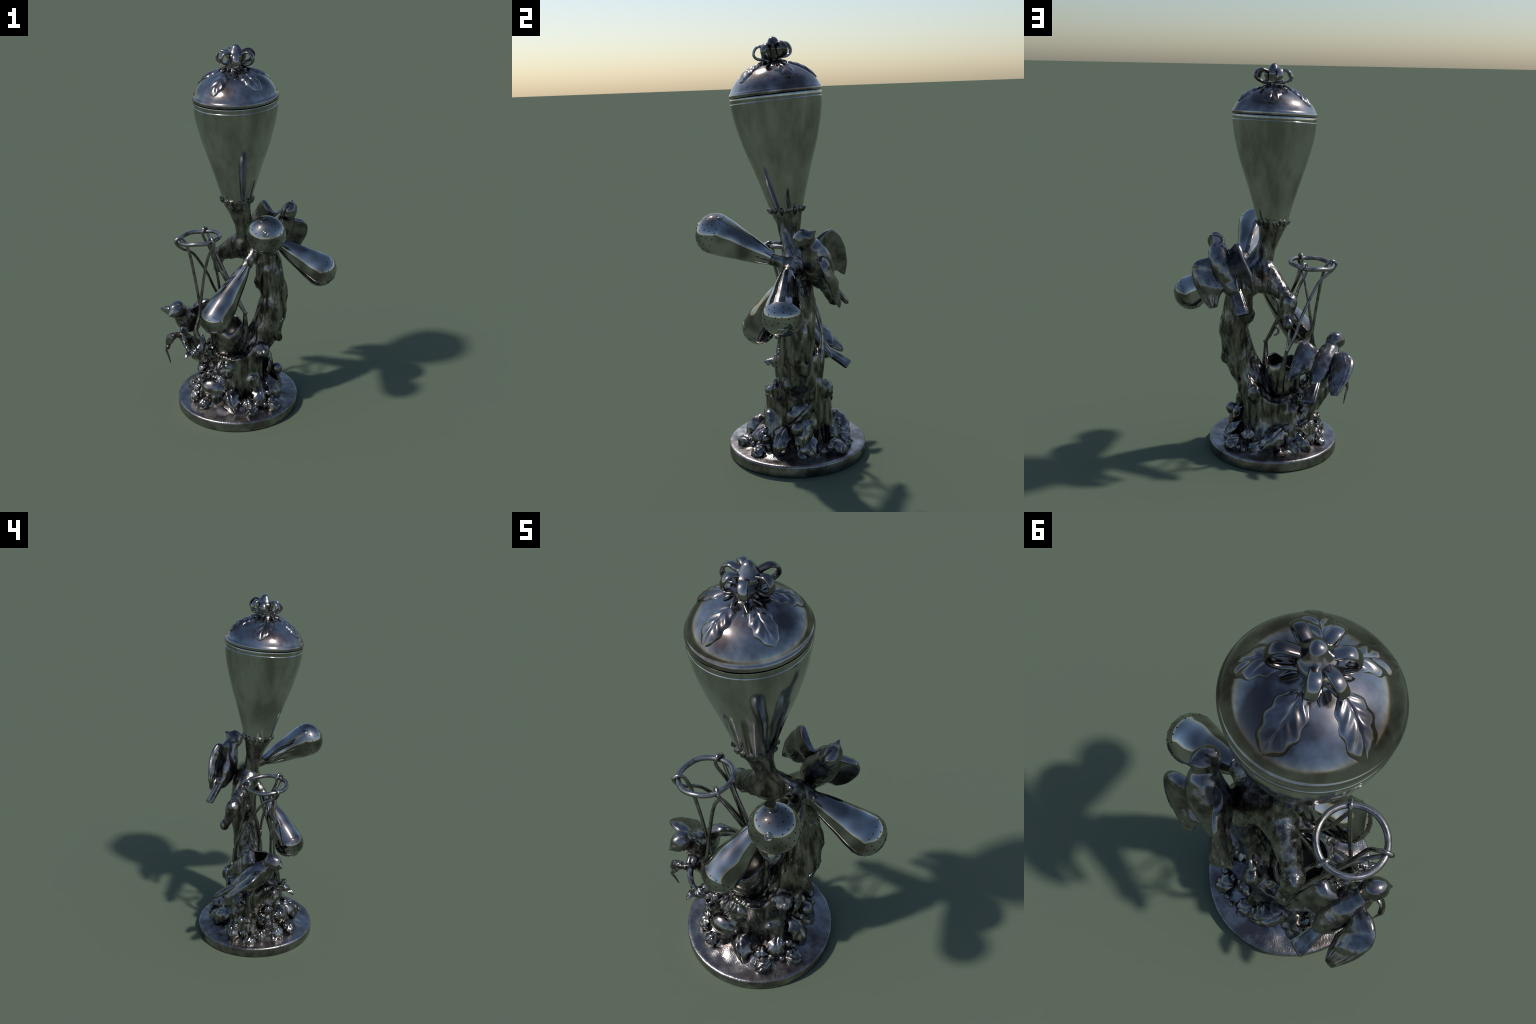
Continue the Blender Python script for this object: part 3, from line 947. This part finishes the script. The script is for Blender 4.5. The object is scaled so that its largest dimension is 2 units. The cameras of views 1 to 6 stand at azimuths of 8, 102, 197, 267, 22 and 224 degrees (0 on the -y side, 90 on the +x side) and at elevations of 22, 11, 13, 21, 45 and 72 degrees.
def bird(torso, head, head_r, crown_dir, beak_tip, tail, tail_w, tail_n, wings, legs):
    B = empty("bird", ROOT, tuple(torso[0][:3]))
    pts = np.vstack([np.array(torso)[:, :3], np.array(head)[None], np.array(tail)[:, :3]] + [np.array(l)[:, :3] for l in legs])
    S = Solid(pts.min(0) - 0.10, pts.max(0) + 0.10, 0.0036, 0.022)
    S.limb(torso, "torso")
    H = A(*head)
    bd = unit(A(*beak_tip) - H)
    cr = unit(A(*crown_dir) - bd * (A(*crown_dir) @ bd))
    R = np.array([bd, cr, np.cross(bd, cr)])
    S.limb([(*torso[0][:3], torso[0][3] * 0.80), (*((A(*torso[0][:3]) * 0.45 + H * 0.55)), head_r * 0.88), (*H, head_r * 0.85)], "head", k=0.014)
    S.egg(H + bd * head_r * 0.15, (head_r * 1.22, head_r * 0.92, head_r * 0.95), R, "head", k=0.012)
    S.egg(H + cr * head_r * 0.50 + bd * head_r * 0.1, (head_r * 1.02, head_r * 0.62, head_r * 0.74), R, "head", k=0.004)
    b0 = H + bd * head_r * 0.9
    S.limb([(*b0, head_r * 0.42), (*(b0 * 0.4 + A(*beak_tip) * 0.6), head_r * 0.24), (*beak_tip, head_r * 0.10)], "beak", k=0.008)
    for l in legs:
        S.limb(l, "leg", k=0.010)
    V, Fq = S.net()
    V = smooth_mesh(V, Fq, 2)
    Nn = vert_normals(V, Fq)
    V = V + Nn * (0.0016 * vnoise(V * 45, 21))[:, None]
    split_body(S, V, Fq, {"torso": M_BIRD, "head": M_BIRD, "beak": M_BIRD, "leg": M_BIRD}, B)
    # tail: bundle of long feathers squared off at the end
    C = catmull(np.array(tail), 22)
    tn = A(*tail_n)
    V, m = [], 26
    T = np.gradient(C, axis=0)
    for i, p in enumerate(C):
        s = i / 21
        t = unit(T[i])
        nrm = unit(tn - t * (tn @ t))
        sd = np.cross(t, nrm)
        w = np.interp(s, [0, 0.3, 0.9, 1], tail_w) * (1 if i < 21 else 0.86)
        tk = 0.016 * (1 - 0.35 * s) * (1 if i < 21 else 0.6)
        for j in range(m):
            a = 2 * math.pi * j / m
            x, y = math.cos(a), math.sin(a)
            tt = np.sign(x) * abs(x) ** 0.55
            V.append(p + sd * w * tt + nrm * (np.sign(y) * abs(y) ** 0.6 * tk + (0.0022 * math.cos(4 * math.pi * tt) + 0.006 * (1 - abs(tt)) if y > 0.05 else 0)))
    mesh_obj("tail", V, ring_faces(22, m), M_BIRD, B)
    for lead, trail, out, th in wings:
        V, F = wing_mesh(lead, trail, out, th, None)
        mesh_obj("wing", V, F, M_BIRD, B)
    return B


# upper bird clinging to the trunk, head thrown back
bird(
    [(0.205, 0.178, 1.060, 0.052), (0.188, 0.190, 1.015, 0.066), (0.165, 0.196, 0.975, 0.068), (0.136, 0.208, 0.920, 0.056), (0.108, 0.226, 0.885, 0.040)],
    (0.230, 0.140, 1.108), 0.043, (0.1, -0.9, 0.35), (0.243, 0.196, 1.150),
    [(0.110, 0.214, 0.900), (0.086, 0.240, 0.868), (0.060, 0.268, 0.828), (0.032, 0.298, 0.785)], (0.030, 0.030, 0.034, 0.034), (-0.25, 0.75, 0.5),
    [
        ([(0.240, 0.214, 1.042), (0.291, 0.224, 1.028), (0.318, 0.238, 1.001), (0.320, 0.252, 0.958), (0.302, 0.264, 0.908), (0.262, 0.278, 0.845), (0.208, 0.292, 0.797)],
         [(0.195, 0.195, 1.034), (0.200, 0.210, 1.004), (0.195, 0.222, 0.978), (0.172, 0.238, 0.938), (0.142, 0.252, 0.904), (0.162, 0.268, 0.862), (0.170, 0.285, 0.808)], (0.2, 1, 0.4), 0.020),
        ([(0.125, 0.190, 1.095), (0.086, 0.240, 1.133), (0.057, 0.272, 1.108), (0.035, 0.288, 1.070), (0.012, 0.297, 1.034), (-0.010, 0.300, 0.985), (-0.019, 0.300, 0.955), (-0.026, 0.290, 0.898)],
         [(0.155, 0.175, 1.080), (0.140, 0.188, 1.066), (0.125, 0.200, 1.022), (0.108, 0.211, 0.982), (0.085, 0.223, 0.955), (0.060, 0.236, 0.938), (0.021, 0.259, 0.926), (-0.012, 0.280, 0.902)], (-0.7, 0.5, 0.4), 0.016),
    ],
    [[(0.165, 0.150, 0.94, 0.020), (0.150, 0.120, 0.915, 0.016), (0.135, 0.110, 0.900, 0.016)]],
)

# lower bird on the perch
bird(
    [(-0.338, -0.002, 0.530, 0.054), (-0.330, 0.030, 0.500, 0.064), (-0.322, 0.068, 0.465, 0.064), (-0.318, 0.110, 0.440, 0.050), (-0.316, 0.145, 0.420, 0.034)],
    (-0.358, -0.050, 0.590), 0.044, (0.0, 0.15, 1.0), (-0.397, -0.106, 0.575),
    [(-0.317, 0.130, 0.432), (-0.316, 0.175, 0.410), (-0.312, 0.220, 0.384), (-0.306, 0.266, 0.356)], (0.028, 0.026, 0.036, 0.037), (0.25, 0.45, 0.85),
    [
        ([(-0.385, 0.012, 0.548), (-0.430, 0.022, 0.556), (-0.464, 0.043, 0.550), (-0.486, 0.070, 0.535), (-0.493, 0.102, 0.510), (-0.480, 0.160, 0.459), (-0.446, 0.222, 0.396)],
         [(-0.355, 0.050, 0.510), (-0.372, 0.070, 0.500), (-0.378, 0.100, 0.474), (-0.373, 0.130, 0.447), (-0.382, 0.158, 0.429), (-0.388, 0.181, 0.414), (-0.408, 0.218, 0.392)], (-0.3, 0.4, 0.8), 0.018),
        ([(-0.272, 0.045, 0.578), (-0.224, 0.051, 0.604), (-0.196, 0.074, 0.590), (-0.185, 0.105, 0.553), (-0.181, 0.132, 0.516), (-0.174, 0.165, 0.475), (-0.170, 0.196, 0.436)],
         [(-0.300, 0.050, 0.555), (-0.297, 0.072, 0.535), (-0.290, 0.095, 0.505), (-0.280, 0.125, 0.468), (-0.252, 0.139, 0.460), (-0.226, 0.164, 0.446), (-0.196, 0.191, 0.428)], (0.35, 0.75, 0.55), 0.020),
    ],
    [[(-0.345, -0.005, 0.475, 0.016), (-0.345, -0.040, 0.455, 0.012), (-0.340, -0.060, 0.440, 0.014)], [(-0.320, 0.000, 0.475, 0.016), (-0.322, -0.040, 0.452, 0.012), (-0.325, -0.062, 0.438, 0.014)]],
)
